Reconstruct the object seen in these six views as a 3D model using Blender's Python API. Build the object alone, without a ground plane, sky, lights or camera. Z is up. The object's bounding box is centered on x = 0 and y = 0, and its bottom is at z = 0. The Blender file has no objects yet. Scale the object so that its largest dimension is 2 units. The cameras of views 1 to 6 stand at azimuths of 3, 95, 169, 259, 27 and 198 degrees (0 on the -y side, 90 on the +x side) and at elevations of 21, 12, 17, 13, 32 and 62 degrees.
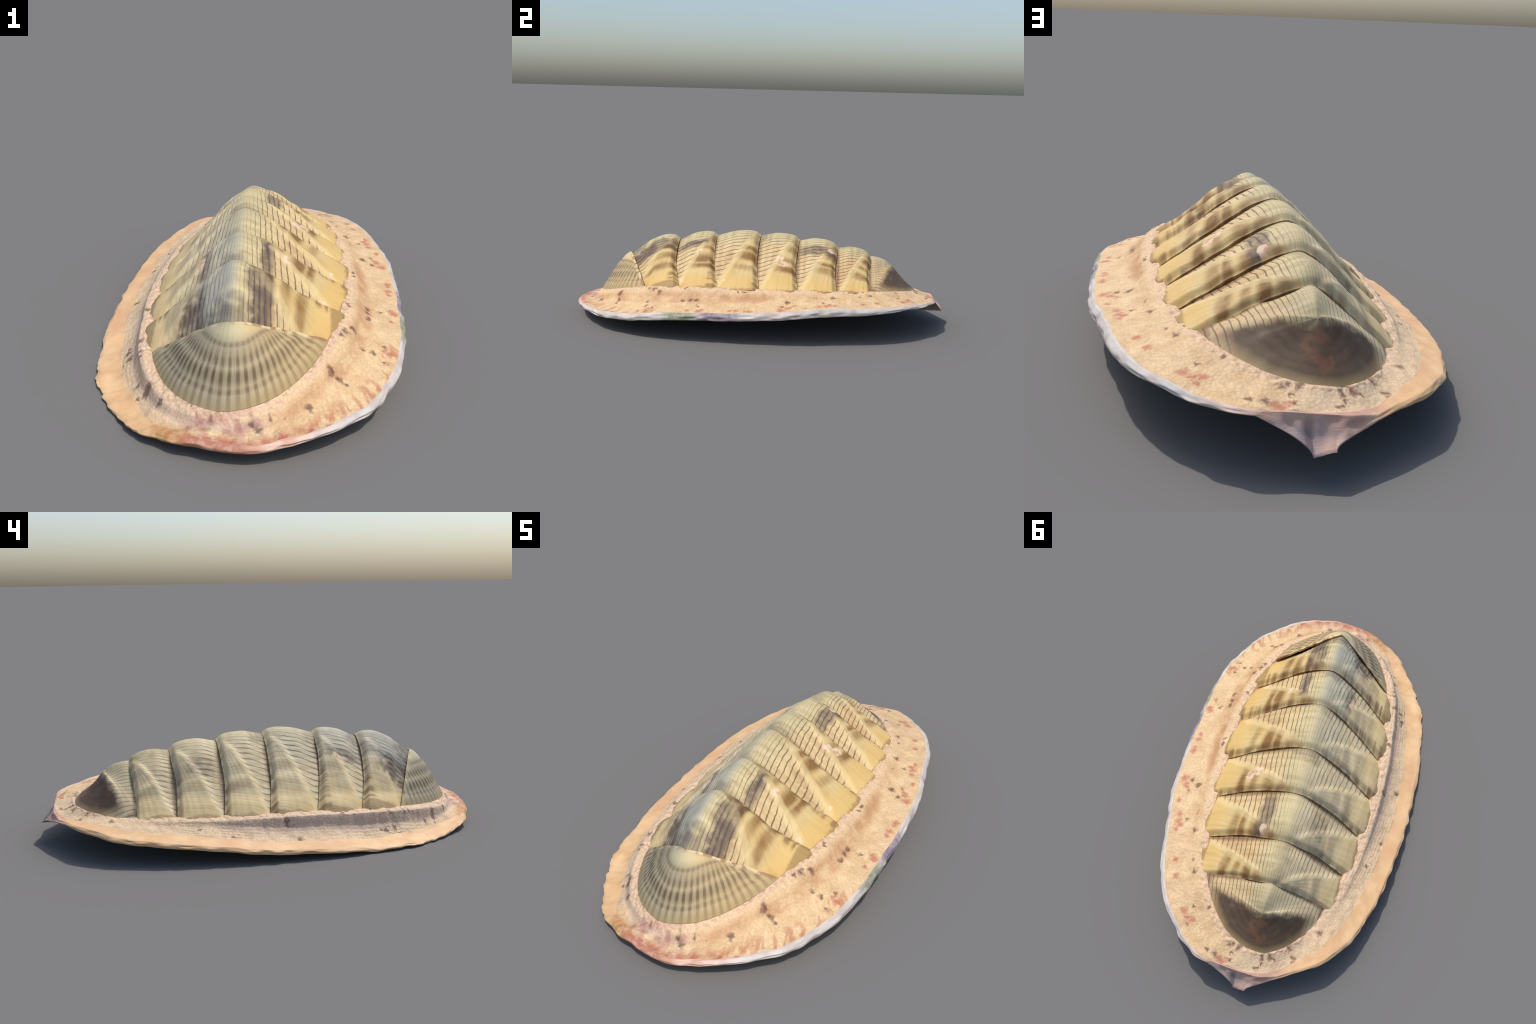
# A chiton (coat-of-mail shell): eight overlapping shell plates along a ridge,
# framed by an oval leathery girdle whose rear end hangs down as a small flap.
import bpy, math
import numpy as np

# ------------------------------------------------------------------ helpers
def pchip(x, y):
    """Monotone cubic through control points; returns a vectorised function."""
    x = np.asarray(x, float); y = np.asarray(y, float)
    h = np.diff(x); d = np.diff(y) / h
    m = np.zeros_like(y)
    w1 = 2 * h[1:] + h[:-1]; w2 = h[1:] + 2 * h[:-1]
    same = d[:-1] * d[1:] > 0
    with np.errstate(divide="ignore", invalid="ignore"):
        hm = (w1 + w2) / (w1 / d[:-1] + w2 / d[1:])
    m[1:-1] = np.where(same, hm, 0.0)
    m[0], m[-1] = d[0], d[-1]
    def f(q):
        q = np.asarray(q, float)
        i = np.clip(np.searchsorted(x, q) - 1, 0, len(x) - 2)
        t = (q - x[i]) / h[i]
        t = np.clip(t, -0.5, 1.5)
        return ((1 + 2 * t) * (1 - t) ** 2 * y[i] + t * (1 - t) ** 2 * h[i] * m[i]
                + t * t * (3 - 2 * t) * y[i + 1] + t * t * (t - 1) * h[i] * m[i + 1])
    return f

def closed_spline(P, n):
    """Closed Catmull-Rom through rows of P, n samples."""
    P = np.asarray(P, float); k = len(P)
    u = np.arange(n) / n * k
    i = u.astype(int); t = (u - i)[:, None]
    a, b, c, d = P[(i - 1) % k], P[i % k], P[(i + 1) % k], P[(i + 2) % k]
    return 0.5 * (2 * b + (c - a) * t + (2 * a - 5 * b + 4 * c - d) * t ** 2 + (3 * b - a - 3 * c + d) * t ** 3)

def sstep(x, a, b):
    t = np.clip((x - a) / (b - a), 0, 1)
    return t * t * (3 - 2 * t)

def vnoise(x, y, z=0.0, seed=0):
    """Vectorised value noise, -1..1."""
    x, y, z = np.broadcast_arrays(np.asarray(x, float), y, z)
    xi, yi, zi = np.floor(x).astype(np.int64), np.floor(y).astype(np.int64), np.floor(z).astype(np.int64)
    fx, fy, fz = x - xi, y - yi, z - zi
    fx, fy, fz = [f * f * (3 - 2 * f) for f in (fx, fy, fz)]
    def hsh(a, b, c):
        n = (a * 374761393 + b * 668265263 + c * 2147483647 + seed * 974634777) & 0x7FFFFFFF
        n = ((n ^ (n >> 13)) * 1274126177) & 0x7FFFFFFF
        return ((n ^ (n >> 16)) & 0xFFFF) / 32767.5 - 1
    r = 0
    for dx in (0, 1):
        for dy in (0, 1):
            for dz in (0, 1):
                w = (fx if dx else 1 - fx) * (fy if dy else 1 - fy) * (fz if dz else 1 - fz)
                r = r + w * hsh(xi + dx, yi + dy, zi + dz)
    return r

def grid_faces(nr, nc, wrap=False):
    r = np.arange(nr - 1)[:, None]; c = np.arange(nc if wrap else nc - 1)[None, :]
    c2 = (c + 1) % nc
    return np.stack([r * nc + c, r * nc + c2, (r + 1) * nc + c2, (r + 1) * nc + c], -1).reshape(-1, 4)

def grid_normals(G, wrap=False):
    """Normals of a grid G[r, c, 3]."""
    dr = np.gradient(G, axis=0)
    if wrap:
        dc = (np.roll(G, -1, 1) - np.roll(G, 1, 1)) / 2
    else:
        dc = np.gradient(G, axis=1)
    n = np.cross(dr, dc)
    return n / np.maximum(np.linalg.norm(n, axis=-1, keepdims=True), 1e-9)

def new_object(name, verts, faces, mats, parent=None, origin=(0, 0, 0), face_mat=None, normals=None):
    me = bpy.data.meshes.new(name)
    o = np.asarray(origin, float)
    me.from_pydata((np.asarray(verts) - o).tolist(), [], [list(map(int, f)) for f in faces])
    for m in mats:
        me.materials.append(m)
    if face_mat is not None:
        me.polygons.foreach_set("material_index", np.asarray(face_mat, np.int32))
    me.polygons.foreach_set("use_smooth", np.ones(len(me.polygons), bool))
    me.update()
    if normals is not None:
        me.normals_split_custom_set_from_vertices(np.asarray(normals).tolist())
    ob = bpy.data.objects.new(name, me)
    ob.location = o
    bpy.context.scene.collection.objects.link(ob)
    if parent is not None:
        ob.parent = parent
    return ob

def thick_plate(G, th):
    """Closed plate from a grid of outer points: th = thickness (scalar or grid)."""
    nr, nc = G.shape[:2]
    N = grid_normals(G)
    if N[nr // 2, nc // 2, 2] < 0:
        N = -N
    B = G - N * (np.asarray(th)[..., None] if np.ndim(th) else th)
    V = np.concatenate([G.reshape(-1, 3), B.reshape(-1, 3)])
    f = grid_faces(nr, nc); k = nr * nc
    a = G[1, 0] - G[0, 0]; b = G[0, 1] - G[0, 0]
    top, bot = f, f[:, ::-1] + k
    ring = np.concatenate([np.arange(nc), np.arange(1, nr) * nc + nc - 1,
                           (nr - 1) * nc + np.arange(nc - 2, -1, -1), np.arange(nr - 2, 0, -1) * nc])
    r2 = np.roll(ring, -1)
    side = np.stack([r2, ring, ring + k, r2 + k], -1)
    return V, np.concatenate([top, bot, side])

def thick_fan(Q, th, closed):
    """Closed plate from a polar grid Q[r, t] whose first row is the apex."""
    nr, nc = Q.shape[:2]
    B = Q - np.array([0, 0, th])
    V = np.concatenate([Q.reshape(-1, 3), B.reshape(-1, 3)]); k = nr * nc
    f = grid_faces(nr, nc, closed)
    c = np.arange(nc if closed else nc - 1); o = (nr - 1) * nc
    rim = np.stack([o + c, o + (c + 1) % nc, o + (c + 1) % nc + k, o + c + k], -1)
    parts = [f, f[:, ::-1] + k, rim]
    if not closed:
        r = np.arange(nr - 1) * nc
        for e in (0, nc - 1):
            parts.append(np.stack([r + e, r + nc + e, r + nc + e + k, r + e + k], -1))
    return V, np.concatenate(parts)

def fix_normals(ob):
    import bmesh
    bm = bmesh.new(); bm.from_mesh(ob.data)
    bmesh.ops.remove_doubles(bm, verts=bm.verts, dist=2e-5)
    bmesh.ops.recalc_face_normals(bm, faces=bm.faces)
    bm.to_mesh(ob.data); bm.free()
    ob.data.set_sharp_from_angle(angle=math.radians(50))

# ------------------------------------------------------------------ body plan
# Stations around the animal, counter-clockwise seen from below:
# plate-edge point E (x, y, z), girdle rim lower edge R (x, y, z),
# rim face height, rim face inset, fraction of width where the border strip starts, profile kind weights
# (left, right, rear, front) -> drop profile
STATIONS = [
    # E                     R                      h     inset  strip  L  R  B  F
    ((-.035, -.885, .112), (.010, -.998, .048), .024, .006, .93, (0, 0, 0, 1)),
    ((.075, -.850, .131), (.135, -.974, .055), .021, .006, .95, (0, .2, 0, .8)),
    ((.160, -.770, .155), (.270, -.902, .066), .020, .006, .96, (0, .6, 0, .4)),
    ((.225, -.670, .184), (.405, -.770, .072), .028, .008, .97, (0, 1, 0, 0)),
    ((.265, -.560, .206), (.490, -.595, .086), .032, .009, .97, (0, 1, 0, 0)),
    ((.303, -.400, .224), (.532, -.415, .104), .034, .010, .97, (0, 1, 0, 0)),
    ((.325, -.200, .231), (.545, -.215, .117), .034, .010, .97, (0, 1, 0, 0)),
    ((.322, .000, .231), (.549, .000, .126), .035, .010, .97, (0, 1, 0, 0)),
    ((.312, .200, .231), (.540, .204, .140), .036, .011, .97, (0, .7, .3, 0)),
    ((.290, .400, .228), (.506, .400, .151), .037, .011, .96, (0, .3, .7, 0)),
    ((.245, .580, .224), (.466, .585, .161), .030, .011, .96, (0, 0, 1, 0)),
    ((.190, .690, .214), (.400, .730, .165), .020, .010, .96, (0, 0, 1, 0)),
    ((.110, .785, .200), (.305, .845, .163), .016, .008, .96, (0, 0, 1, 0)),
    ((.030, .832, .186), (.204, .920, .161), .012, .006, .95, (0, 0, 1, 0)),
    ((-.050, .848, .176), (.110, .945, .151), .010, .010, .95, (0, 0, 1, 0)),
    ((-.115, .828, .167), (.000, .965, .128), .020, .014, .93, (0, 0, 1, 0)),
    ((-.180, .775, .159), (-.100, .950, .120), .016, .008, .85, (0, 0, 1, 0)),
    ((-.230, .705, .153), (-.215, .888, .118), .014, .008, .74, (0, 0, 1, 0)),
    ((-.272, .610, .151), (-.335, .805, .110), .020, .008, .68, (.1, 0, .9, 0)),
    ((-.318, .440, .152), (-.445, .630, .089), .020, .008, .64, (.3, 0, .7, 0)),
    ((-.345, .240, .153), (-.518, .360, .064), .020, .008, .64, (.6, 0, .4, 0)),
    ((-.360, .030, .152), (-.547, .080, .037), .020, .008, .66, (.9, 0, .1, 0)),
    ((-.357, -.180, .147), (-.549, -.180, .018), .020, .007, .66, (1, 0, 0, 0)),
    ((-.343, -.380, .137), (-.536, -.390, .006), .015, .007, .62, (1, 0, 0, 0)),
    ((-.316, -.570, .127), (-.496, -.588, .003), .012, .006, .56, (1, 0, 0, 0)),
    ((-.270, -.700, .117), (-.420, -.742, .008), .012, .006, .55, (.9, 0, 0, .1)),
    ((-.205, -.800, .112), (-.315, -.876, .022), .016, .006, .66, (.6, 0, 0, .4)),
    ((-.125, -.862, .110), (-.165, -.962, .040), .024, .006, .85, (.2, 0, 0, .8)),
]
KNOTS = [0, .24, .34, .45, .66, 1.0]
DROPS = np.array([[0, .06, .48, .65, .87, 1], [0, .18, .46, .66, .84, 1],
                  [0, .20, .34, .49, .73, 1], [0, .66, .88, .98, 1.06, 1]])

NA = 1440                                         # columns round the girdle
cols = closed_spline([list(e) + list(r) + [h, ins, st] + list(w) for e, r, h, ins, st, w in STATIONS], NA)
E, R = cols[:, :3].copy(), cols[:, 3:6].copy()
RIM_H, RIM_IN, STRIP = cols[:, 6], cols[:, 7], cols[:, 8]
W = np.clip(cols[:, 9:13], 0, 1); W /= W.sum(1, keepdims=True)
ANG = np.linspace(0, 2 * np.pi, NA, endpoint=False)

# ragged rim: chips and waves, strongest at the front left border strip and along the rear
left_front = np.exp(-(((R[:, 0] + .42) / .22) ** 2 + ((R[:, 1] + .68) / .3) ** 2))
out = R[:, :2] - E[:, :2]; out /= np.linalg.norm(out, axis=1, keepdims=True)
arc = np.cumsum(np.linalg.norm(np.roll(R, -1, 0) - R, axis=1))
rx, ry = R[:, 0].copy(), R[:, 1].copy()
def rim_noise(f, seed):
    return vnoise(rx * f, ry * f, seed=seed)
jag = .0035 * rim_noise(9, 3) + .003 * rim_noise(26, 4) - .002
jag = jag * (1 - left_front) + left_front * (.010 * rim_noise(11, 5) + .010 * np.abs(rim_noise(34, 6)) - .003)
R[:, :2] += out * jag[:, None]
R[:, 2] += .004 * rim_noise(13, 8)
R[:, 2] = np.maximum(R[:, 2], 0.001)

RU = R.copy()
RU[:, :2] -= out * RIM_IN[:, None]
RU[:, 2] += RIM_H

# the flap: at the rear the rim face is drawn out into a hanging, pointed fold
ax = R[:, 0]
is_rear = R[:, 1] > .85
flap = np.where(is_rear, np.clip(np.where(ax > .02, 1 - (ax - .02) / .12, 1 - (-.035 - ax) / .12), 0, 1), 0) ** .75
tip = np.stack([np.clip(ax, -.035, .02) - .002, np.full(NA, 1.0) - .004 * sstep(ax, -.03, .02), .085 - .012 * sstep(ax, -.03, .02)], 1)
tip[:, 2] += .002
RL = R * (1 - flap[:, None]) + tip * flap[:, None]
RU[:, :2] -= out * (flap * .012)[:, None]
RU[:, 2] += flap * .004

def girdle_point_rows(b_rows):
    """Rows of the girdle top at fractions a (0 = plate edge, 1 = rim crease); a < 0 runs under the plates."""
    prof = [pchip(KNOTS, d) for d in DROPS]
    G = []
    for a in b_rows:                                # a: array over columns
        ap = np.clip(a, 0, 1)
        d = sum(W[:, i] * prof[i](ap) for i in range(4))
        p = E + (RU - E) * np.stack([a, a, d], -1)
        p[:, 2] -= np.where(a < 0, -a * .30, 0)
        G.append(p)
    return np.array(G)

nt, nm_, ne = 64, 16, 12
rows_top = [np.full(NA, -.22), np.full(NA, -.10)] + [STRIP * t for t in np.linspace(0, 1, nt)]
rows_strip = [STRIP + (1 - STRIP) * t for t in np.linspace(0, 1, nm_)[1:]]
A_rows = np.array(rows_top + rows_strip)
G = girdle_point_rows(list(A_rows))
Nrm = grid_normals(G, True)
if Nrm[30, NA // 4, 2] < 0:
    Nrm = -Nrm
x, y = G[..., 0], G[..., 1]
on_girdle = sstep(A_rows, -.02, .06)
edge_fade = 1 - sstep(A_rows, .9, 1.0) * .6
in_strip = sstep(A_rows - STRIP[None, :], -.01, .02)
lump = .0035 * vnoise(x * 16, y * 16, seed=11) + .002 * vnoise(x * 40, y * 40, seed=12)
shelf = np.exp(-((A_rows - .12) / .1) ** 2)
lump += shelf * (.004 * np.abs(vnoise(x * 42, y * 42, seed=13)) + .002 * vnoise(x * 90, y * 90, seed=14))
# granular scale rows in the skin
wid = np.linalg.norm((RU - E)[:, :2], axis=1)
dep = A_rows * wid[None, :]
turns = round(arc[-1] / .0135)
ph = 2 * np.pi * turns * arc / arc[-1]
sc = np.sin(.5 * ph[None, :] * 2 + dep * 230) * np.sin(ph[None, :] - dep * 230)
lump += .0008 * sc * (1 - in_strip) * (1 - sstep(y, .35, .6)) * sstep(wid, .10, .15)[None, :] * sstep(vnoise(x * 4, y * 4, seed=15), -.4, .3)
front_lump = np.exp(-((x + .05) / .22) ** 2 - ((y + .95) / .08) ** 2)
lump += front_lump * .004 * vnoise(x * 30, y * 30, seed=16)
G = G + Nrm * (lump * on_girdle * edge_fade * (1 - .5 * in_strip))[..., None]

# rim face from crease to lower edge, slightly bulging, then underside
rim_rows = []
for t in np.linspace(0, 1, ne)[1:]:
    p = G[-1] * (1 - t) + RL * t
    bulge = np.sin(np.pi * t) * .006 * (1 - flap)
    p = p + np.concatenate([out, np.zeros((NA, 1))], 1) * bulge[:, None]
    wob = .005 * vnoise(rx * 22, ry * 22, t * 3, seed=21) * math.sin(math.pi * t)
    p[:, :2] += out * wob[:, None]
    # folds running down the flap
    p[:, 1] += flap * math.sin(math.pi * t) * (.010 * vnoise(p[:, 0] * 45, t * 2, seed=22) - .012)
    rim_rows.append(p)
# underside: a concave hollow, following the shell from inside
spine = np.stack([np.full(NA, -.03), np.clip(RL[:, 1] * .78, -.62, .62), np.zeros(NA)], 1)
spine_top = np.interp(spine[:, 1], [-.75, -.7, -.44, -.24, 0, .21, .43, .6, .7], [.24, .25, .34, .37, .375, .36, .325, .28, .23])
t_in = np.linalg.norm((RL - E)[:, :2], axis=1) / np.maximum(np.linalg.norm((RL - spine)[:, :2], axis=1), 1e-6)
t_in = np.clip(t_in, .1, .9)
under_rows = []
for t in (.02, .06, .12, .2, .3, .4, .5, .6, .7, .8, .9, 1.0):
    p = RL * (1 - t) + spine * t
    foot_z = np.minimum(RL[:, 2], RU[:, 2] - .02) + (E[:, 2] - .045 - RU[:, 2] + .02) * np.clip(t / t_in, 0, 1) ** 1.5
    p[:, 2] = np.where(t < t_in, foot_z, (E[:, 2] - .045) + (spine_top - E[:, 2] + .045) * (t - t_in) / (1 - t_in))
    p[:, 2] = np.maximum(p[:, 2], RL[:, 2] * (1 - t))
    under_rows.append(p)
BODY = np.concatenate([G, np.array(rim_rows), np.array(under_rows)])
BN = grid_normals(BODY, True)
if BN[30, NA // 4, 2] < 0:
    BN = -BN

# ------------------------------------------------------------------ node helpers
class Nodes:
    def __init__(self, name):
        self.mat = bpy.data.materials.new(name); self.mat.use_nodes = True
        self.t = self.mat.node_tree; self.t.nodes.clear()
        self.out = self.t.nodes.new("ShaderNodeOutputMaterial")
        self.bsdf = self.t.nodes.new("ShaderNodeBsdfPrincipled")
        self.t.links.new(self.bsdf.outputs[0], self.out.inputs[0])
        tc = self.t.nodes.new("ShaderNodeTexCoord"); self.obj = tc.outputs["Object"]
        s = self.t.nodes.new("ShaderNodeSeparateXYZ"); self.t.links.new(self.obj, s.inputs[0])
        self.x, self.y, self.z = s.outputs
    def put(self, sock, v):
        if hasattr(v, "is_linked") or isinstance(v, bpy.types.NodeSocket):
            self.t.links.new(v, sock)
        else:
            sock.default_value = v
    def math(self, op, a, b=0.0, c=0.0, clamp=False):
        n = self.t.nodes.new("ShaderNodeMath"); n.operation = op; n.use_clamp = clamp
        for s, v in zip(n.inputs, (a, b, c)):
            self.put(s, v)
        return n.outputs[0]
    def add(self, a, b): return self.math("ADD", a, b)
    def sub(self, a, b): return self.math("SUBTRACT", a, b)
    def mul(self, a, b): return self.math("MULTIPLY", a, b)
    def div(self, a, b): return self.math("DIVIDE", a, b)
    def max(self, a, b): return self.math("MAXIMUM", a, b)
    def min(self, a, b): return self.math("MINIMUM", a, b)
    def inv(self, a): return self.math("SUBTRACT", 1.0, a)
    def ss(self, v, a, b, lo=0.0, hi=1.0):
        n = self.t.nodes.new("ShaderNodeMapRange"); n.interpolation_type = "SMOOTHSTEP"
        if a > b:
            a, b, lo, hi = b, a, hi, lo
        self.put(n.inputs[0], v); self.put(n.inputs[1], a); self.put(n.inputs[2], b)
        self.put(n.inputs[3], lo); self.put(n.inputs[4], hi)
        return n.outputs[0]
    def band(self, v, c, w):
        """soft bump of half-width w round c"""
        return self.ss(self.math("ABSOLUTE", self.sub(v, c)), w, w * .35)
    def vec(self, x, y, z=0.0):
        n = self.t.nodes.new("ShaderNodeCombineXYZ")
        for s, v in zip(n.inputs, (x, y, z)):
            self.put(s, v)
        return n.outputs[0]
    def noise(self, scale, detail=2.0, rough=.5, vec=None, dims="3D", dist=0.0):
        n = self.t.nodes.new("ShaderNodeTexNoise")
        self.put(n.inputs["Vector"], vec if vec is not None else self.obj)
        n.inputs["Scale"].default_value = scale; n.inputs["Detail"].default_value = detail
        n.inputs["Roughness"].default_value = rough; n.inputs["Distortion"].default_value = dist
        return n.outputs[0]
    def voronoi(self, scale, vec=None, rand=1.0):
        n = self.t.nodes.new("ShaderNodeTexVoronoi")
        self.put(n.inputs["Vector"], vec if vec is not None else self.obj)
        n.inputs["Scale"].default_value = scale; n.inputs["Randomness"].default_value = rand
        return n.outputs["Distance"]
    def mix(self, f, a, b):
        n = self.t.nodes.new("ShaderNodeMix"); n.data_type = "RGBA"
        self.put(n.inputs["Factor"], f)
        for s, v in ((n.inputs[6], a), (n.inputs[7], b)):
            self.put(s, (*v, 1.0) if isinstance(v, tuple) else v)
        return n.outputs[2]
    def ramp(self, f, stops):
        n = self.t.nodes.new("ShaderNodeValToRGB")
        el = n.color_ramp.elements
        while len(el) < len(stops):
            el.new(.5)
        for e, (p, c) in zip(el, stops):
            e.position = p; e.color = (*c, 1)
        self.put(n.inputs[0], f)
        return n.outputs[0]
    def curve(self, v, pts):
        n = self.t.nodes.new("ShaderNodeFloatCurve")
        c = n.mapping.curves[0]
        while len(c.points) < len(pts):
            c.points.new(.5, .5)
        for p, (a, b) in zip(c.points, pts):
            p.location = (a, b); p.handle_type = 'AUTO'
        n.mapping.update()
        self.put(n.inputs["Value"], v)
        return n.outputs[0]
    def finish(self, color, rough=.5, bump=None, strength=.3, dist=.004, spec=.4, coat=0.0):
        self.put(self.bsdf.inputs["Base Color"], color)
        self.put(self.bsdf.inputs["Roughness"], rough)
        self.bsdf.inputs["Specular IOR Level"].default_value = spec
        self.bsdf.inputs["Coat Weight"].default_value = coat
        if bump is not None:
            b = self.t.nodes.new("ShaderNodeBump")
            b.inputs["Strength"].default_value = strength; b.inputs["Distance"].default_value = dist
            self.put(b.inputs["Height"], bump); self.put(self.bsdf.inputs["Normal"], b.outputs[0])
        return self.mat

def lin(r, g, b):
    f = lambda c: (c / 255 / 12.92) if c / 255 <= .04045 else ((c / 255 + .055) / 1.055) ** 2.4
    return (f(r), f(g), f(b))

GAIN = .78
def lit(r, g, b):
    """albedo that shows about this sRGB value on a surface lit by the set's sun"""
    return tuple(c * GAIN for c in lin(r, g, b))

# ------------------------------------------------------------------ girdle materials
def polar_table(P, cx, cy, k, count=33):
    """radius of a closed outline against the polar angle, as curve points"""
    th = np.arctan2(P[:, 0] - cx, -(P[:, 1] - cy) * k) / (2 * np.pi) + .5
    rr = np.hypot(P[:, 0] - cx, (P[:, 1] - cy) * k)
    o = np.argsort(th)
    q = np.linspace(0, 1, count)
    return [(float(a), float(b)) for a, b in zip(q, np.interp(q, th[o], rr[o], period=1))]

def polar(n, cx, cy, k):
    xx = n.sub(n.x, cx); yy = n.mul(n.sub(n.y, cy), k)
    th = n.add(n.div(n.math("ARCTAN2", xx, n.mul(yy, -1.0)), 2 * math.pi), .5)
    return th, n.math("SQRT", n.add(n.mul(xx, xx), n.mul(yy, yy)))

def girdle_fraction(n):
    """0 at the plate edge, 1 at the rim, from the body plan"""
    th, rr = polar(n, -.01, 0.0, .55)
    e = n.curve(th, polar_table(E, -.01, 0, .55)); r = n.curve(th, polar_table(RU, -.01, 0, .55))
    return n.div(n.sub(rr, e), n.sub(r, e)), th

def spots(n, places, size, vec):
    """soft-edged irregular flecks at the given places on the skin"""
    res = None
    for k, (px, py) in enumerate(places):
        r = size * (.75 + .5 * ((k * 7) % 5) / 4)
        d = n.t.nodes.new("ShaderNodeVectorMath"); d.operation = "DISTANCE"
        n.put(d.inputs[0], vec); d.inputs[1].default_value = (px, py, 0)
        m = n.ss(d.outputs["Value"], r * 1.7, r * .2)
        res = m if res is None else n.max(res, m)
    return res

# dark flecks: right side, rear, left side, front
DARK = [(.313, -.713), (.296, -.705), (.264, -.703), (.376, -.534), (.413, -.532), (.448, -.567), (.452, -.496), (.317, -.511),
        (.304, -.537), (.341, -.479), (.338, -.342), (.405, -.308), (.407, -.279), (.406, -.345), (.456, -.263), (.364, -.069), (.366, -.043),
        (.419, .180), (.454, .217), (.457, .156), (.374, .320), (.411, .361), (.361, .407), (.322, .542), (.302, .592), (.257, .734), (.195, .731),
        (.067, .851), (.050, .841), (.023, .850), (.048, .878), (.152, .890), (.115, .904), (.045, .908), (-.077, .865), (-.081, .890),
        (-.065, .908), (-.112, .852), (-.128, .858), (-.201, .826), (-.206, .845), (-.176, .793), (-.284, .696), (-.407, .342), (-.448, .209)]
DARK_LEFT = [(-.324, -.780), (-.355, -.764), (-.377, -.716), (-.356, -.570), (-.400, -.513), (-.421, -.444), (-.367, -.498), (-.385, -.279),
             (-.414, -.027), (-.469, -.071), (-.332, -.733), (-.309, -.732), (-.297, -.734), (-.341, -.680), (-.416, -.469), (-.349, -.598),
             (-.431, -.532), (-.430, -.597), (-.248, -.809), (.204, -.828), (.091, -.884), (.039, -.905), (.059, -.920)]
RED = [(.261, -.889), (.209, -.915), (.131, -.952), (.076, -.966), (-.03, -.97), (.491, -.308), (.494, -.238), (.504, -.250), (.500, -.096),
       (.501, -.069), (.507, -.018), (.504, .0), (.495, .155), (.469, .201), (.480, .185), (.484, .274), (.455, .340), (.449, .375), (.447, .414), (.436, .39),
       (.402, .554), (.377, .625), (.295, .760), (.273, .783), (.249, .788), (.267, .809), (.090, .913), (.082, .921), (.060, .912), (.467, -.524), (.450, -.515)]
MAUVE = [(-.063, -.887), (-.094, -.927), (.039, -.904), (-.001, -.913), (-.118, -.903), (-.082, -.902), (-.15, -.915), (-.03, -.935)]

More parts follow.
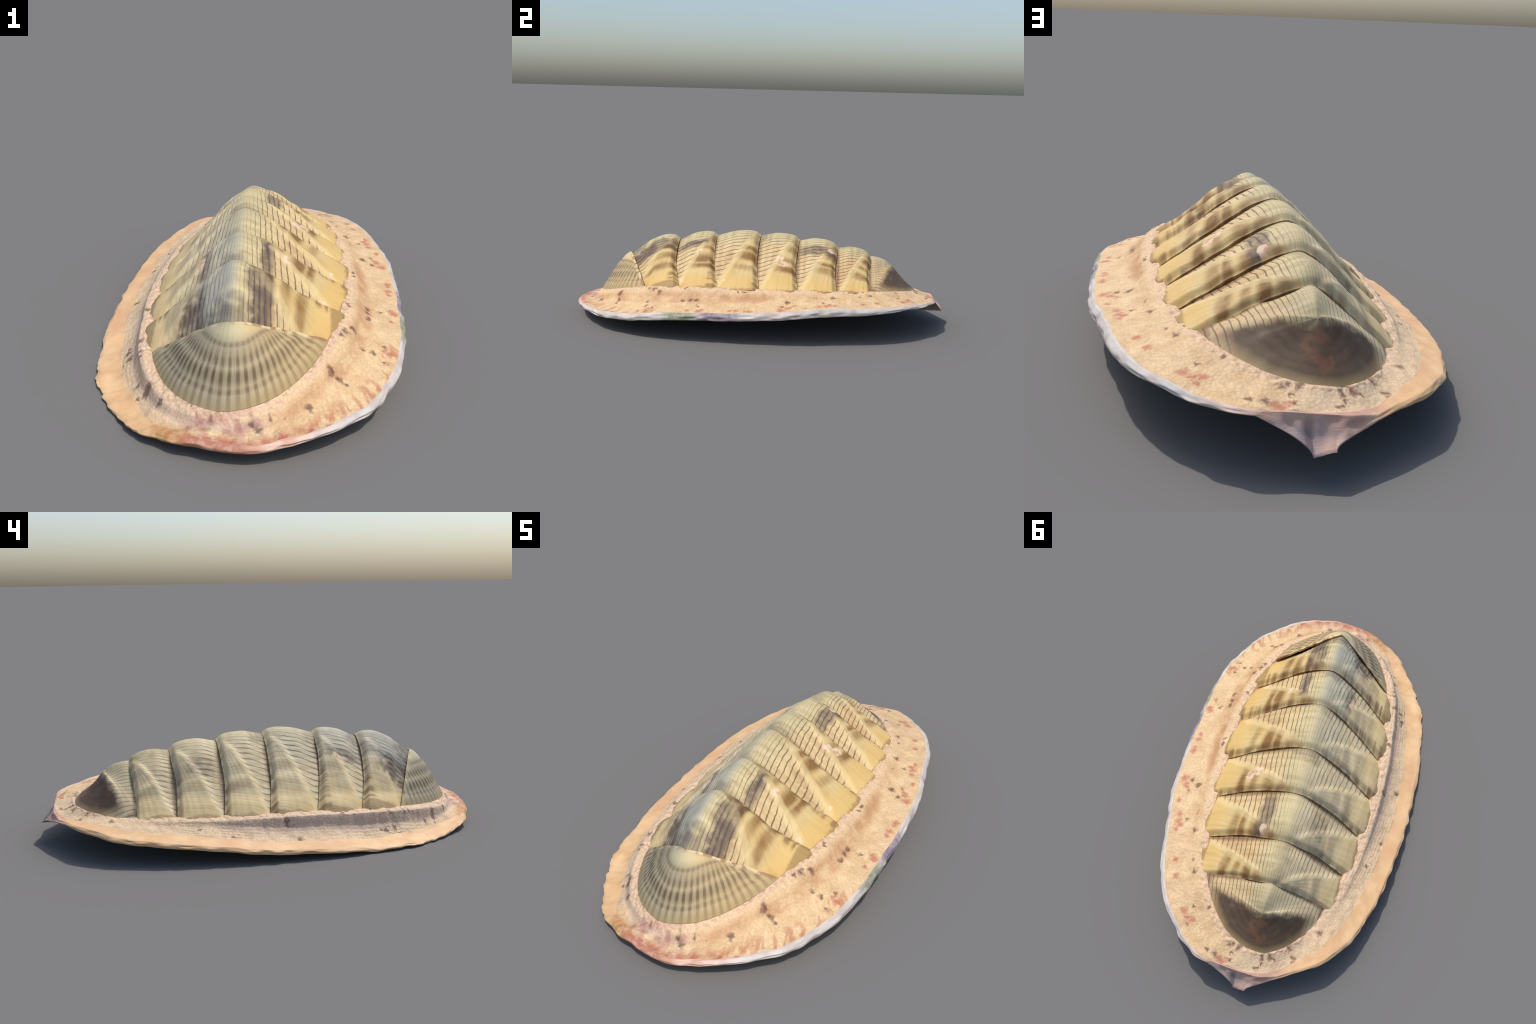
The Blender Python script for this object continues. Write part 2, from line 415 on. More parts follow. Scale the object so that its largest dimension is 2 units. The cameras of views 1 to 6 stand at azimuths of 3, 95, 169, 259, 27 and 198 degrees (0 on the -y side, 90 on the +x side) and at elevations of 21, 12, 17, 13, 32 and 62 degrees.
def girdle_material():
    n = Nodes("girdle_skin")
    f, th = girdle_fraction(n)
    wn = n.t.nodes.new("ShaderNodeTexNoise"); n.put(wn.inputs["Vector"], n.obj)
    wn.inputs["Scale"].default_value = 55; wn.inputs["Detail"].default_value = 2
    wv = n.t.nodes.new("ShaderNodeVectorMath"); wv.operation = "MULTIPLY_ADD"
    n.put(wv.inputs[0], wn.outputs["Color"]); wv.inputs[1].default_value = (.036, .036, 0); wv.inputs[2].default_value = (-.018, -.018, 0)
    flat = n.t.nodes.new("ShaderNodeVectorMath"); flat.operation = "ADD"
    n.put(flat.inputs[0], n.vec(n.x, n.y, 0.0)); n.put(flat.inputs[1], wv.outputs[0])
    vec = flat.outputs[0]
    big = n.noise(5, 3); mid = n.noise(17, 4, .6); fine = n.noise(70, 2)
    right = n.ss(n.x, -.05, .15); left = n.inv(right)
    base = n.mix(n.ss(mid, .32, .7), lit(245, 213, 165), lit(230, 193, 142))
    base = n.mix(n.mul(n.ss(big, .5, .7), .5), base, lit(238, 206, 160))
    base = n.mix(n.mul(left, .55), base, lit(242, 216, 182))
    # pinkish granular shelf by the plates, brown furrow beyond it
    base = n.mix(n.mul(n.ss(f, .30, .06), n.ss(mid, .3, .6, .2, .7)), base, lit(244, 208, 178))
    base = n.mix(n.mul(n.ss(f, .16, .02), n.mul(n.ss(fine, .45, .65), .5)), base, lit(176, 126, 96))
    fur = n.mul(n.mul(n.ss(n.math("ABSOLUTE", n.sub(n.add(f, n.mul(n.sub(big, .5), .35)), .36)), .2, .02), right), n.ss(n.noise(11, 3), .35, .65, .15, 1.0))
    base = n.mix(n.mul(fur, n.ss(n.y, .4, .0, .2, .75)), base, lit(202, 148, 104))
    base = n.mix(n.mul(n.mul(n.band(n.add(f, n.mul(n.sub(mid, .5), .10)), .33, .15), left), n.mul(n.ss(n.y, .45, .1), .5)), base, lit(206, 182, 172))  # greyish band painted on the left step: its shade, facing off the sun
    # radial streaky grain of the outer skin
    fan = n.noise(1.0, 3, .6, vec=n.vec(n.mul(th, 110.0), n.mul(f, 2.2), 0.0))
    base = n.mix(n.mul(n.mul(n.ss(f, .35, .6), n.ss(fan, .48, .7)), .3), base, lit(210, 164, 116))
    # mauve blotches in front of the head plate, reddish wash at the front edge, yellow patch at the left front
    rr = n.math("SQRT", n.add(n.math("POWER", n.div(n.add(n.x, .05), .24), 2.0), n.math("POWER", n.div(n.add(n.y, .93), .08), 2.0)))
    fr = n.mul(n.ss(rr, 1.2, .2), n.ss(n.noise(24, 3), .40, .62))
    base = n.mix(n.mul(fr, .7), base, lit(200, 150, 138))
    st = n.mul(n.mul(n.ss(f, .55, .9), n.ss(fan, .47, .62)), n.ss(n.y, -.40, -.55))
    base = n.mix(n.mul(n.mul(st, n.ss(n.x, -.3, .0)), .7), base, lit(200, 124, 92))
    base = n.mix(n.mul(n.mul(n.ss(f, .6, .95), n.ss(n.y, -.86, -.94)), .35), base, lit(206, 138, 112))
    yel = n.mul(n.band(n.x, -.24, .14), n.mul(n.ss(n.y, -.8, -.88), n.ss(f, .5, .85)))
    base = n.mix(n.mul(yel, .7), base, lit(226, 180, 108))
    wash = n.mul(n.mul(n.ss(f, .6, .9), n.ss(n.x, .12, -.02)), n.mul(n.ss(n.y, -.84, -.9), n.ss(fan, .4, .6, .3, 1.0)))
    base = n.mix(n.mul(wash, .7), base, lit(190, 118, 90))
    # flecks
    base = n.mix(n.mul(spots(n, MAUVE, .013, vec), .6), base, lit(150, 96, 86))
    base = n.mix(n.mul(spots(n, RED, .013, vec), .7), base, lit(192, 88, 76))
    base = n.mix(n.mul(spots(n, DARK, .0095, vec), .85), base, lit(96, 62, 56))
    base = n.mix(n.mul(spots(n, DARK_LEFT, .0095, vec), .85), base, lit(92, 72, 68))
    fl = n.mul(n.ss(n.noise(40, 2), .66, .74), n.ss(n.noise(6, 2), .46, .6))
    base = n.mix(n.mul(fl, .55), base, lit(150, 104, 84))
    # fine scales
    v = n.voronoi(95, rand=.8)
    base = n.mix(n.mul(n.ss(v, .3, .75), .22), base, lit(176, 130, 92))
    return n.finish(base, .62, n.sub(n.mul(mid, .5), v), .5, .003, .3)

def margin_material():
    """border strip and rim face: tan on the left, pearly white on the right, mauve on the flap"""
    n = Nodes("rim_skin")
    mid = n.noise(12, 3); fine = n.noise(40, 2)
    tan = n.mix(n.ss(mid, .35, .65), lit(250, 208, 156), lit(238, 191, 138))
    tan = n.mix(n.mul(n.ss(n.noise(4, 2), .5, .65), .5), tan, lit(230, 178, 134))
    white = n.mix(n.ss(mid, .4, .65), lit(222, 213, 203), lit(204, 190, 180))
    pearl = n.mul(n.ss(n.x, .46, .5), n.ss(fine, .3, .6, .5, .9))
    white = n.mix(n.mul(n.band(n.y, -.34, .11), pearl), white, lit(138, 144, 112))
    white = n.mix(n.mul(n.band(n.y, -.14, .13), pearl), white, lit(134, 122, 138))
    pinkish = n.mix(n.ss(mid, .4, .6), lit(238, 200, 178), lit(222, 172, 146))
    side = n.ss(n.add(n.x, n.mul(n.sub(mid, .5), .12)), .12, .30)
    left = n.ss(n.add(n.x, n.mul(n.sub(mid, .5), .12)), -.10, -.22)
    col = n.mix(side, pinkish, white)
    col = n.mix(left, col, tan)
    wash = n.mul(n.mul(n.ss(n.x, -.34, -.2), n.ss(n.x, .1, -.02)), n.ss(n.y, -.8, -.9))
    col = n.mix(n.mul(wash, n.ss(fine, .35, .6, .4, .9)), col, n.mix(n.ss(n.x, -.12, -.22), lit(190, 120, 92), lit(196, 140, 82)))
    flapm = n.mul(n.ss(n.y, .93, .96), n.band(n.x, .03, .2))
    col = n.mix(n.mul(flapm, n.ss(n.add(n.x, n.mul(n.sub(n.z, .08), .5)), -.01, .02, .35, .75)), col, lit(190, 172, 168))
    # a dark fold down the flap
    fold = n.mul(n.band(n.add(n.x, n.mul(n.sub(fine, .5), .012)), .022, .013), n.ss(n.y, .94, .955))
    col = n.mix(n.mul(fold, .6), col, lit(118, 96, 96))
    grain = n.noise(60, 3, vec=n.vec(n.x, n.y, n.mul(n.z, 6.0)))
    col = n.mix(n.mul(n.ss(grain, .55, .75), .25), col, lit(190, 156, 130))
    return n.finish(col, .55, grain, .25, .003, .35)

def underside_material():
    n = Nodes("inner_skin")
    mid = n.noise(9, 3)
    return n.finish(n.mix(mid, lit(196, 176, 150), lit(150, 140, 128)), .5, n.noise(30, 3), .3, .004)

# ------------------------------------------------------------------ shell plates
BEAK_Y = [-.718, -.444, -.236, .003, .215, .426, .604, .722]
RIDGE_X = pchip([-.95] + BEAK_Y + [.9], [-.035, -.040, -.052, -.051, -.056, -.061, -.057, -.055, -.045, -.04])
RIDGE_Z = pchip([-.95] + BEAK_Y + [.9], [.22, .312, .406, .433, .440, .421, .388, .343, .302, .24])
BOW_R = {0: (.030, .075, .135), 1: (-.004, .010, .056), 2: (-.002, .012, .055), 3: (-.010, -.003, .026), 4: (-.012, -.010, .010), 5: (-.010, -.014, -.004), 6: (-.008, -.012, -.004)}

def edge_fun(side):
    """plate-edge x(y), z(y) on one side from the stations"""
    P = np.array([s[0] for s in STATIONS])
    c = P[:, 0] + .038
    P = P[(c > 0.0) if side > 0 else (c < 0.0)]
    P = P[np.argsort(P[:, 1])]
    return pchip(P[:, 1], P[:, 0]), pchip(P[:, 1], P[:, 2])
EDGE = {1: edge_fun(1), -1: edge_fun(-1)}

def post_y(i, s):
    """y of the hind edge of plate i at flank fraction s (0 ridge, 1 foot)"""
    b = BOW_R[i]
    return BEAK_Y[i] + pchip([0, .25, .55, 1.0], [0, b[0] * .6, b[1], b[2]])(np.clip(s, 0, 1))

def roof(yv, S, bump_ridge):
    """point on the smooth roof envelope; S in -1..1"""
    s = np.abs(S); side = S >= 0
    ex = np.where(side, EDGE[1][0](yv), EDGE[-1][0](yv)); ez = np.where(side, EDGE[1][1](yv), EDGE[-1][1](yv))
    rx, rz = RIDGE_X(yv), RIDGE_Z(yv) + bump_ridge
    eps = .09
    g = (np.sqrt(s * s + eps * eps) - eps) / (math.sqrt(1 + eps * eps) - eps)
    return np.stack([rx + (ex - rx) * s, yv, rz + (ez - rz) * g], -1)

RIDGE_BUMP = {1: .035, 2: .017, 3: .018, 4: .015, 5: .016, 6: .017}

def mid_plate_grid(i, nu=201, nv=72):
    S = np.linspace(-1.03, 1.03, nu)[None, :] * np.ones((nv, 1))
    V = np.linspace(-.12, 1, nv)[:, None] * np.ones((1, nu))
    s = np.abs(S)
    y0, y1 = post_y(i - 1, s), post_y(i, s)
    yv = y0 + (y1 - y0) * V
    Vc = np.clip(V, 0, 1)
    hump = np.sin(np.pi * Vc ** 1.25)                      # crown of the plate along the ridge
    P = roof(yv, S, RIDGE_BUMP[i] * hump * np.exp(-(s / .8) ** 2))
    N = grid_normals(P)
    N = N * np.sign(N[..., 2:3])
    vd = 1 - .93 * s ** .9                                  # line between central field and side field
    lateral = sstep(V - vd, -.05, .09) * sstep(s, .06, .2)
    low = sstep(s, .15, .75)                                # the front is tucked under most at the foot
    off = (-.002 - .009 * low) + (.009 + .004 * low) * sstep(Vc, 0, .45) + .004 * sstep(Vc, .5, .8) - (.009 + .006 * low) * sstep(Vc, .86, 1.0)
    off += {4: .004, 5: .005, 6: .005}.get(i, 0) * np.exp(-((s - .25) / .25) ** 2) * np.sin(np.pi * Vc)
    off -= {1: .007, 2: .006}.get(i, 0) * sstep(s, .4, .8) * (S > 0)
    off -= .03 * np.clip(-V, 0, 1)
    off += .009 * lateral * (1 - .3 * sstep(Vc, .9, 1)) * (.5 + .5 * np.sin(np.pi * np.clip(s, 0, 1)))
    off += .004 * np.exp(-((V - vd) / .06) ** 2) * sstep(s, .1, .3)
    # fine riblets: along the plate in the centre, radiating in the side field
    q = np.clip(1 - Vc, 1e-3, 1)
    off += .0004 * np.cos(2 * np.pi * 17 * s ** .75) * (1 - lateral) * sstep(s, .05, .2)
    ang = np.arctan2(q, s + 1e-3)
    off += .0003 * np.cos(ang * 46) * lateral
    off += .0014 * np.cos(2 * np.pi * (4.1 * s + .1 * i)) * lateral * sstep(s, .2, .4)
    off += .003 * vnoise(P[..., 0] * 14, P[..., 1] * 14, i * 3.1, seed=31)
    # foot of the plate bulges outward and down between the sutures
    foot = sstep(s, .8, 1.03) * np.sin(np.pi * Vc) ** .7
    off += .006 * foot
    P = P + N * off[..., None]
    P[..., 2] -= .010 * sstep(s, .85, 1.03) * np.sin(np.pi * Vc) ** .7
    P[..., 0] += np.sign(S) * .011 * foot
    return P

# head plate: a fan of ribs from its apex
APEX = np.array([-.040, -.722, .322])
def margin_between(side_y, rear):
    """plate-edge points of the body plan beyond a given y (front or rear)"""
    sel = np.where(E[:, 1] > side_y if rear else E[:, 1] < side_y)[0]
    idx = sorted(sel, key=lambda k: math.atan2(abs(E[k, 1]) - .45, E[k, 0] + .04))
    P = E[idx]
    if P[0, 0] < P[-1, 0]:
        P = P[::-1]
    d = np.concatenate([[0], np.cumsum(np.linalg.norm(np.diff(P, axis=0), axis=1))])
    return P, d / d[-1]

def resample(P, d, n):
    q = np.linspace(0, 1, n)
    return np.stack([np.interp(q, d, P[:, k]) for k in range(3)], -1)

def head_plate_grid(nt=361, nr=90):
    P, d = margin_between(-.575, False)
    M = resample(P, d, nt)                                  # right corner -> front -> left corner
    t = np.linspace(0, 1, nt)
    r = np.linspace(0, 1.03, nr)[:, None]
    eps = .13
    h = (np.sqrt(r * r + eps * eps) - eps) / (math.sqrt(1 + eps * eps) - eps)
    D = M - APEX
    Q = np.empty((nr, nt, 3))
    Q[..., 0] = APEX[0] + D[None, :, 0] * r
    Q[..., 1] = APEX[1] + D[None, :, 1] * r
    Q[..., 2] = APEX[2] + D[None, :, 2] * h
    side = np.minimum(t, 1 - t)
    Q[..., 2] += .012 * np.sin(np.pi * np.clip(r, 0, 1)) * sstep(side, .0, .25)[None, :]
    ribs = .0008 * np.cos(2 * np.pi * 38 * t)[None, :] * sstep(r, .25, .6)
    rings = .0022 * np.cos(2 * np.pi * (r * 4.3 + .1)) * sstep(r, .2, .4)
    Q[..., 2] += ribs + rings + .0025 * vnoise(Q[..., 0] * 15, Q[..., 1] * 15, seed=41)
    return Q, M

# tail plate: roof in front of the mucro, dark hollow fan behind it
MUCRO = np.array([-.045, .722, .300])
def tail_plate_grid(nt=480, nr=90):
    S = np.linspace(1, -1, 161)
    yf = post_y(6, np.abs(S)) - .02
    front = roof(yf, S, 0.0); front[:, 2] -= .005 * (1 - sstep(np.abs(S), .8, 1))
    P, d = margin_between(.585, True)
    if P[0, 0] > P[-1, 0]:
        P = P[::-1]                                         # left corner -> rear -> right corner
    loop = np.concatenate([front, P[4:-4:4]])
    d = np.concatenate([[0], np.cumsum(np.linalg.norm(np.diff(np.vstack([loop, loop[:1]]), axis=0), axis=1))])
    q = np.linspace(0, d[-1], nt, endpoint=False)
    L = np.stack([np.interp(q, d, np.append(loop[:, k], loop[0, k])) for k in range(3)], -1)
    for _ in range(6):                                      # soften the corners of the loop
        L = .25 * np.roll(L, 1, 0) + .5 * L + .25 * np.roll(L, -1, 0)
    r = np.linspace(0, 1.03, nr)[:, None]
    eps = .10
    h = (np.sqrt(r * r + eps * eps) - eps) / (math.sqrt(1 + eps * eps) - eps)
    D = L - MUCRO
    Q = np.empty((nr, nt, 3))
    Q[..., :2] = MUCRO[:2] + D[None, :, :2] * r[..., None]
    Q[..., 2] = MUCRO[2] + D[None, :, 2] * h
    rc = np.clip(r, 0, 1)
    behind = sstep(D[:, 1], -.02, .10)[None, :]
    Q[..., 2] -= .016 * behind * np.sin(np.pi * rc ** .75)
    fr = (1 - sstep(D[:, 1], -.12, -.02))[None, :]
    Q[..., 2] += fr * .018 * np.sin(np.pi * rc ** .9)
    crest = np.exp(-((D[:, 1] + .05) / .06) ** 2)[None, :]
    Q[..., 2] += (.008 + .010 * (D[:, 0] < 0))[None, :] * crest * np.sin(np.pi * rc)
    Q[..., 2] += .003 * vnoise(Q[..., 0] * 22, Q[..., 1] * 22, seed=51) * sstep(r, 0, .2)
    return Q, L

# ------------------------------------------------------------------ plate materials
def shl(r, g, b):
    """shell albedo: a little deeper than the skin's"""
    return tuple(c * k for c, k in zip(lin(r, g, b), (.76, .735, .71)))

def plate_fields(n, wr, wl, ln):
    """flank fraction s, fore-aft fraction q (0 hind edge, 1 front), side-field measure"""
    s = n.max(n.div(n.x, wr), n.div(n.x, -wl))
    q = n.div(n.y, -ln)
    qd = n.mul(n.math("POWER", n.max(s, 0.0001), .9), .93)
    return s, q, n.sub(qd, q)

def stripe(n, v, width, soft):
    """thin line at every whole number of v"""
    fr = n.math("ABSOLUTE", n.sub(n.math("FRACT", v), .5))
    return n.ss(fr, .5 - width - soft, .5 - width)

def shell_colors(n, s, q, lat, seed, streaks=(), scars=(), grey=0.0, band_k=1.0, blue=0.0):
    off = n.vec(n.add(n.x, seed * 1.7), n.add(n.y, seed * .9), n.z)
    big = n.noise(7, 3, vec=off); mid = n.noise(24, 3, vec=off); fine = n.noise(80, 2, vec=off)
    left = n.ss(n.x, .03, -.08)
    # central field: cream to tan, greener near the ridge, crossed by faint growth lines
    cen = n.mix(n.ss(big, .35, .65), shl(232, 206, 154), shl(216, 184, 134))
    cen = n.mix(n.mul(n.ss(s, .40, .08), .8), cen, shl(212, 202, 156))
    growth = n.noise(1.0, 3, vec=n.vec(n.mul(s, 1.5), n.mul(q, 9.0), seed * 3.0))
    cen = n.mix(n.mul(n.ss(growth, .46, .68), .4), cen, shl(172, 152, 112))
    cen = n.mix(n.mul(n.ss(growth, .46, .30), .4), cen, shl(240, 224, 178))
    cen = n.mix(n.mul(n.ss(s, .6, .95), .35), cen, shl(232, 190, 146))
    sp = n.mul(n.math("POWER", n.max(s, 0.0001), .75), 17.0)
    wob = n.mul(n.sub(mid, .5), .5)
    line_v = n.add(n.add(sp, n.mul(q, -1.0)), wob)
    lines = stripe(n, line_v, .025, .13)
    brk = n.ss(n.noise(1.0, 2, vec=n.vec(n.math("FLOOR", n.add(line_v, .5)), n.mul(q, 4.0), seed * 5.0)), .18, .42)
    lines = n.mul(n.mul(lines, brk), n.ss(s, .05, .22, .35, 1.0))
    cells = n.mul(n.ss(n.noise(1.0, 1, vec=n.vec(n.mul(s, 30.0), n.mul(q, 10.0), seed * 2.0)), .55, .72), .3)
    cen = n.mix(cells, cen, shl(164, 138, 98))
    cen = n.mix(n.mul(lines, n.ss(n.x, -.06, .04, .66, .82)), cen, shl(106, 74, 46))
    # side field: golden with olive-brown growth bands and fine rays
    ang = n.math("ARCTAN2", n.max(q, 0.0), s)
    rad = n.add(s, n.add(n.mul(n.mul(q, q), .12), n.mul(n.sub(big, .5), .10)))
    sd = n.mix(n.ss(big, .35, .7), shl(230, 204, 144), shl(220, 188, 124))
    bands = None
    for k, c in enumerate((.20, .38, .55, .70)):
        c = c + .025 * math.sin(seed * 2.3 + k * 1.9); w = .085 + .02 * math.sin(seed * 1.1 + k * 2.7)
        m = n.mul(n.ss(n.math("ABSOLUTE", n.sub(rad, c)), w, w * .15), .75 + .25 * math.sin(seed * 3.7 + k * 4.1))
        bands = m if bands is None else n.max(bands, m)
    patch = n.ss(n.noise(1.0, 2, vec=n.vec(n.mul(rad, 5.0), n.mul(ang, 1.5), seed * 4.0)), .3, .6, .5, 1.0)
    bands = n.mul(n.mul(bands, patch), n.ss(q, .75, .2, .4, 1.0))
    rays = n.noise(1.0, 2, .6, vec=n.vec(n.mul(ang, 34.0), n.mul(rad, 2.0), seed))
    bands = n.mul(bands, n.ss(rays, .3, .6, .7, 1.0))
    sd = n.mix(n.math('MULTIPLY', bands, 1.7 * band_k, clamp=True), sd, shl(150, 112, 62))
    sd = n.mix(n.mul(n.ss(s, .40, .12), .6), sd, shl(170, 146, 104))
    sd = n.mix(n.mul(n.ss(rays, .5, .72), .4), sd, shl(176, 140, 84))
    sd = n.mix(n.mul(n.ss(rad, .78, .90), .5), sd, shl(236, 196, 116))
    latm = n.mul(n.ss(n.add(lat, n.mul(n.sub(mid, .5), .12)), -.03, .08), n.ss(s, .03, .12))
    col = n.mix(latm, cen, sd)
    pale = n.mul(n.band(n.add(lat, n.mul(n.sub(mid, .5), .08)), .05, .13), n.ss(s, .12, .3))
    col = n.mix(n.mul(pale, .5), col, shl(242, 222, 166))
    # the left flank is blended towards a paler cream
    col = n.mix(n.mul(left, n.ss(n.mul(s, latm), .5, .9, .68, .45)), col, n.mix(n.ss(mid, .35, .65), lit(255, 240, 198), lit(244, 222, 178)))
    col = n.mix(n.mul(n.mul(n.mul(left, .6), lines), n.inv(latm)), col, shl(120, 94, 70))
    col = n.mix(n.mul(n.mul(n.mul(left, .3), bands), latm), col, shl(140, 118, 80))
    if grey:
        col = n.mix(n.mul(n.ss(big, .25, .7, .5, 1.0), grey), col, shl(150, 150, 134))
    if blue:
        m = n.mul(n.mul(n.ss(n.x, .03, -.01), n.ss(n.x, -.15, -.09)), n.mul(n.ss(q, .02, .3, .5, 1.0), n.ss(mid, .2, .6, .5, 1.0)))
        col = n.mix(n.mul(m, blue), col, shl(178, 182, 174))
        col = n.mix(n.mul(n.mul(lines, m), .5), col, shl(90, 90, 88))
    # dark slate streaks along the plate: (x0, x1, q0, q1, strength)
    wx = n.add(n.x, n.mul(n.sub(mid, .5), .05)); wq = n.add(q, n.mul(n.sub(mid, .5), .35))
    for x0, x1, q0, q1, k in streaks:
        m = n.mul(n.mul(n.ss(wx, x0 - .014, x0 + .014), n.ss(wx, x1 + .014, x1 - .014)),
                  n.mul(n.ss(wq, q0 - .12, q0 + .12), n.ss(wq, q1 + .12, q1 - .12)))
        m = n.mul(n.mul(m, n.ss(mid, .25, .6, .65, 1.0)), n.ss(stripe(n, n.add(line_v, .5), .08, .3), .0, 1.0, 1.0, .88))
        col = n.mix(n.mul(m, k), col, shl(88, 72, 70))
    # pale worn scars: (x, y, rx, ry)
    for px, py, rx, ry in scars:
        dx = n.div(n.sub(n.add(n.x, n.mul(n.sub(fine, .5), .02)), px), rx); dy = n.div(n.sub(n.add(n.y, n.mul(n.sub(mid, .5), .02)), py), ry)
        m = n.ss(n.math("SQRT", n.add(n.mul(dx, dx), n.mul(dy, dy))), 1.2, .75)
        col = n.mix(n.mul(m, .85), col, n.mix(n.ss(n.noise(45, 2, vec=off), .45, .68), shl(248, 222, 190), shl(212, 166, 136)))
    # brown dirt caught in the seams at the front and hind edges
    knob = n.ss(n.noise(1.0, 1, vec=n.vec(n.mul(s, 14.0), seed, 0.0)), .40, .6)
    dirt = n.mul(n.max(n.ss(q, .90, 1.0), n.mul(n.ss(n.add(q, n.mul(n.sub(fine, .5), .06)), .11, .0), knob)), n.ss(s, .12, .3, .35, .65))
    dirt = n.max(dirt, n.mul(n.ss(n.add(s, n.mul(n.sub(fine, .5), .05)), 1.01, 1.05), .5))
    col = n.mix(dirt, col, shl(116, 78, 50))
    return col, mid, fine, lines

def mid_plate_material(i, streaks, scars, blue=0.0):
    yr = BEAK_Y[i]; ym = .5 * (BEAK_Y[i] + BEAK_Y[i - 1])
    wr = float(EDGE[1][0](ym) - RIDGE_X(yr)); wl = float(RIDGE_X(yr) - EDGE[-1][0](ym))
    n = Nodes("shell_plate")
    s, q, lat = plate_fields(n, wr, wl, BEAK_Y[i] - BEAK_Y[i - 1])
    col, mid, fine, lines = shell_colors(n, s, q, lat, i * 1.0, streaks, scars, band_k={1: 1.0, 5: 1.0, 6: 1.1}.get(i, .9), blue=blue)
    h = n.add(n.mul(lines, -.6), n.mul(fine, .5))
    return n.finish(col, .6, h, .2, .003, .3)

def head_plate_material():
    n = Nodes("head_shell")                                 # local frame: origin at the apex
    big = n.noise(8, 3); mid = n.noise(26, 3); fine = n.noise(80, 2)
    th, rho = polar(n, 0.0, 0.0, 1.0)
    M = np.concatenate([HEAD_LOOP - APEX, [[.05, .16, 0], [0, .16, 0], [-.05, .16, 0]]])
    r = n.div(rho, n.curve(th, polar_table(M, 0, 0, 1.0)))
    rw = n.add(r, n.mul(n.sub(big, .5), .10))
    rightness = n.ss(n.x, -.06, .2)
    col = n.mix(rightness, shl(170, 161, 136), shl(202, 174, 122))
    col = n.mix(n.ss(rw, .40, .2), col, n.mix(n.ss(n.x, -.02, .08), shl(204, 198, 162), shl(232, 206, 152)))
    ang = n.math("ARCTAN2", n.x, n.sub(.10, n.mul(n.y, 1.0)))   # ribs fan from a little behind the apex
    rib_v = n.add(n.mul(ang, 17.0), n.mul(mid, .25))
    rib = n.ss(n.math("SINE", n.mul(rib_v, 2 * math.pi * .5)), -.5, .8)
    rings = 0.0
    for c, w, k in ((.36, .05, .6), (.53, .065, .6), (.69, .10, .95), (.83, .05, .7)):
        m = n.mul(n.ss(n.math("ABSOLUTE", n.sub(rw, c)), w, w * .2), k)
        rings = m if isinstance(rings, float) else n.max(rings, m)
    rings = n.mul(rings, n.ss(n.x, .03, .22, 1.0, .6))
    col = n.mix(n.mul(rings, n.add(n.mul(rib, .35), .5)), col, shl(88, 74, 56))
    col = n.mix(n.mul(n.mul(rib, n.ss(rw, .3, .55)), .36), col, shl(112, 98, 72))
    col = n.mix(n.mul(n.mul(n.inv(rib), n.ss(rw, .35, .6)), .25), col, shl(214, 202, 168))
    col = n.mix(n.mul(n.ss(rw, .88, .99), .45), col, shl(176, 156, 106))
    lip = n.ss(n.sub(n.mul(n.math("ABSOLUTE", n.x), .49), n.y), .022, .004)
    col = n.mix(n.mul(lip, n.ss(n.x, -.02, .04, .25, .8)), col, n.mix(n.ss(n.noise(30, 2), .45, .6), shl(244, 226, 176), shl(170, 130, 88)))
    h = n.add(n.mul(rib, -.6), n.mul(fine, .4))
    return n.finish(col, .6, h, .2, .003, .3)

def tail_plate_material():
    n = Nodes("tail_shell")                                 # local frame: origin at the mucro
    wr = float(EDGE[1][0](.66) - MUCRO[0]); wl = float(MUCRO[0] - EDGE[-1][0](.66))
    s, q, lat = plate_fields(n, wr, wl, .125)
    col, mid, fine, lines = shell_colors(n, s, q, n.add(-.2, n.mul(q, -.01)), 8.0, grey=.2)
    big = n.noise(9, 3)
    th, rho = polar(n, 0.0, 0.0, 1.0)
    r = n.div(rho, n.curve(th, polar_table(TAIL_LOOP - MUCRO, 0, 0, 1.0)))
    rw = n.add(r, n.mul(n.sub(big, .5), .14))
    lineq = n.add(n.y, n.mul(s, .085))                      # crest running forward and down from the mucro
    fan = n.ss(n.add(lineq, n.mul(n.sub(mid, .5), .05)), -.010, .022)
    rings = n.ss(n.math("SINE", n.mul(rw, 40.0)), -.4, .9)
    dark = n.mix(n.mul(rings, .3), shl(106, 88, 70), shl(74, 60, 50))
    rust = n.ss(n.math("SQRT", n.add(n.math("POWER", n.add(n.x, .0), 2.0), n.math("POWER", n.sub(n.y, .055), 2.0))), .075, .0)
    dark = n.mix(n.mul(n.mul(rust, n.ss(mid, .35, .65)), .75), dark, shl(142, 92, 64))
    dark = n.mix(n.ss(rw, .78, 1.06), dark, shl(172, 150, 106))
    dark = n.mix(n.mul(n.ss(mid, .5, .7), .25), dark, shl(150, 128, 100))
    col = n.mix(n.mul(fan, n.ss(s, .95, .75, .4, 1.0)), col, dark)
    return n.finish(col, .6, n.mul(fine, .6), .25, .003, .3)

# ------------------------------------------------------------------ assemble
root = bpy.data.objects.new("chiton", None)
bpy.context.scene.collection.objects.link(root)
root["label"] = "oval chiton with eight ridged olive shell plates and speckled peach girdle"
root["category"] = "sea mollusc"

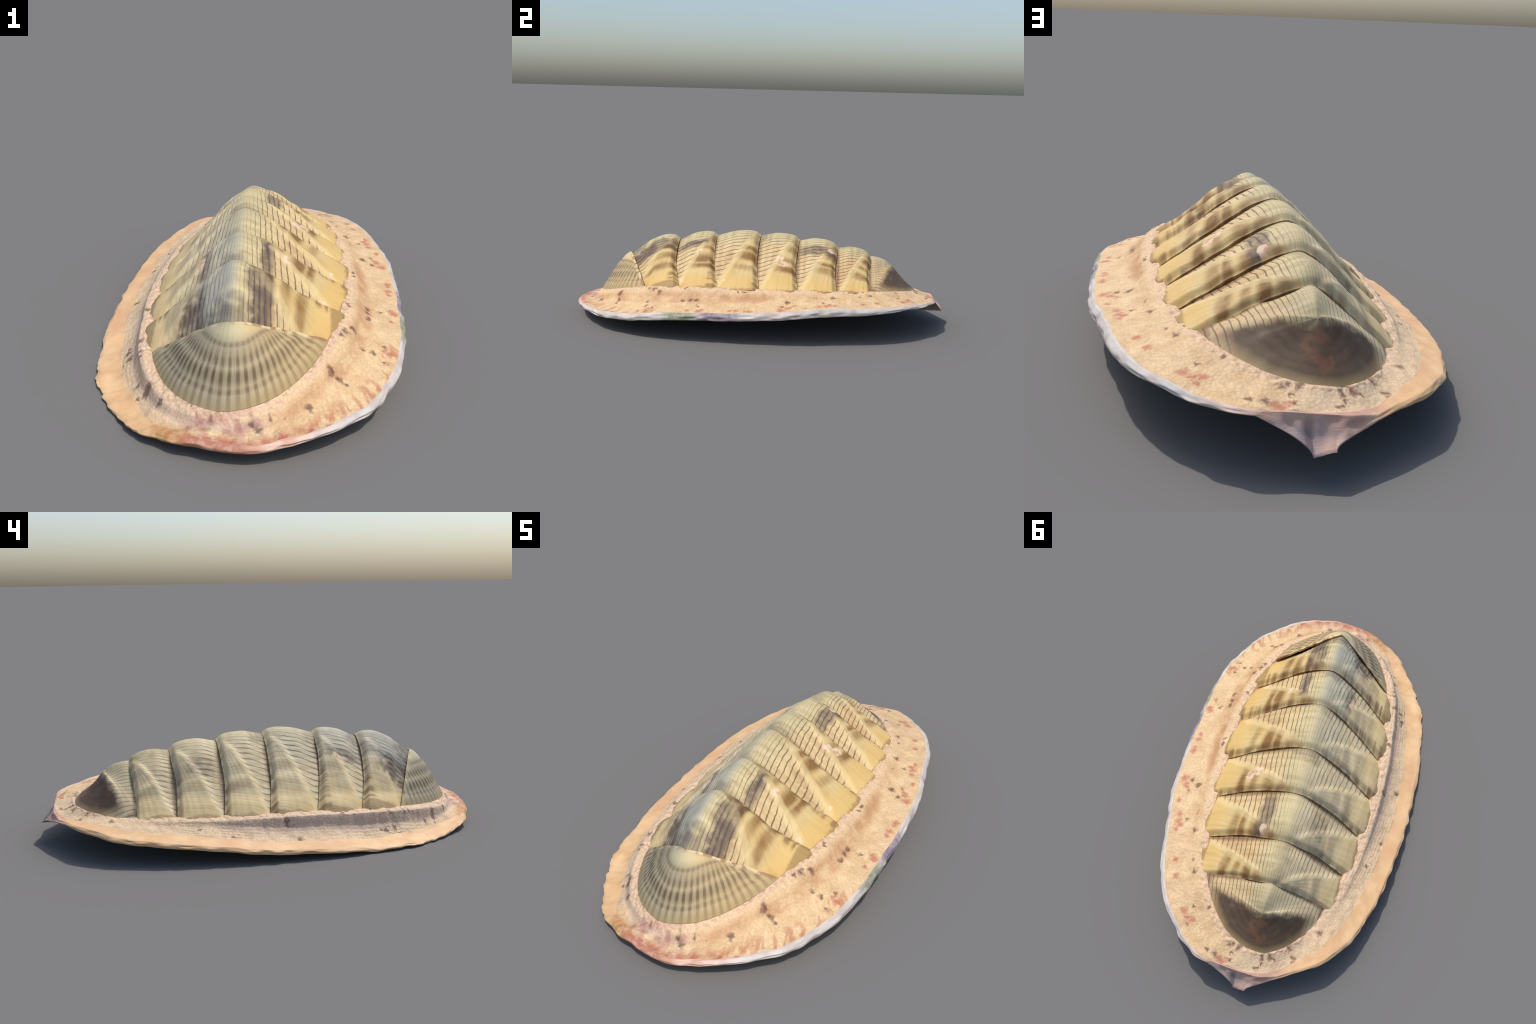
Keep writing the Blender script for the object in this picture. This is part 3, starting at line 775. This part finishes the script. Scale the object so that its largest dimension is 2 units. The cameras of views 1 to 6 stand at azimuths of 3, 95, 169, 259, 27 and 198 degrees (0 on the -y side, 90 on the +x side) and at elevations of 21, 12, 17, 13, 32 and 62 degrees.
nrow = len(BODY)
faces = grid_faces(nrow, NA, True)
row_of = np.repeat(np.arange(nrow - 1), NA)
r_top = len(rows_top) - 1
r_rim = len(G) + len(rim_rows) - 1
allV = BODY.reshape(-1, 3); allN = BN.reshape(-1, 3)
def body_part(name, sel, mat):
    f = faces[sel][:, ::-1]
    used = np.unique(f)
    remap = np.full(len(allV), -1); remap[used] = np.arange(len(used))
    return new_object(name, allV[used], remap[f], [mat], root, normals=allN[used])
body_part("girdle", row_of < r_top, girdle_material())
body_part("girdle_rim", (row_of >= r_top) & (row_of < r_rim), margin_material())
body_part("underside", row_of >= r_rim, underside_material())

Q, HEAD_LOOP = head_plate_grid()
V, F = thick_fan(Q, .014, False)
ob = new_object("head_plate", V, F, [head_plate_material()], root, APEX); fix_normals(ob)

STREAKS = {
    1: [(.045, .130, .05, .55, .75), (.060, .130, .45, 1.0, .9), (-.17, -.085, .30, 1.0, .85), (-.10, .05, .70, 1.0, .7)],
    2: [(.085, .118, .15, .95, .9), (-.130, -.100, .2, .9, .7), (-.06, .03, .80, 1.0, .5)],
    3: [(-.08, .02, .85, 1.0, .3)],
    4: [(-.06, .02, .72, 1.0, .5), (.02, .07, .80, 1.0, .45)],
    5: [(.075, .135, .05, .95, .75), (.100, .135, -.1, .25, .7), (-.15, -.09, .3, .9, .45), (-.17, -.13, -.1, .2, .6)],
    6: [(-.05, .02, .5, 1.0, .3), (-.03, .01, -.05, .4, .3)],
}
SCARS = {2: [(.165, -.075, .012, .02), (-.13, -.09, .012, .035), (.30, -.15, .010, .010)], 3: [(.335, -.16, .008, .010)],
         4: [(.20, -.10, .018, .030), (.235, -.075, .018, .026)], 5: [(.10, -.035, .017, .020)]}
for i in range(1, 7):
    P = mid_plate_grid(i)
    org = (float(RIDGE_X(BEAK_Y[i])), BEAK_Y[i], float(RIDGE_Z(BEAK_Y[i])))
    V, F = thick_plate(P, .012)
    ob = new_object("shell_plate", V, F, [mid_plate_material(i, STREAKS.get(i, []), SCARS.get(i, []), {1: .8, 2: .6, 3: .25}.get(i, 0))], root, org)
    fix_normals(ob)

Q, TAIL_LOOP = tail_plate_grid()
V, F = thick_fan(Q, .012, True)
ob = new_object("tail_plate", V, F, [tail_plate_material()], root, MUCRO); fix_normals(ob)
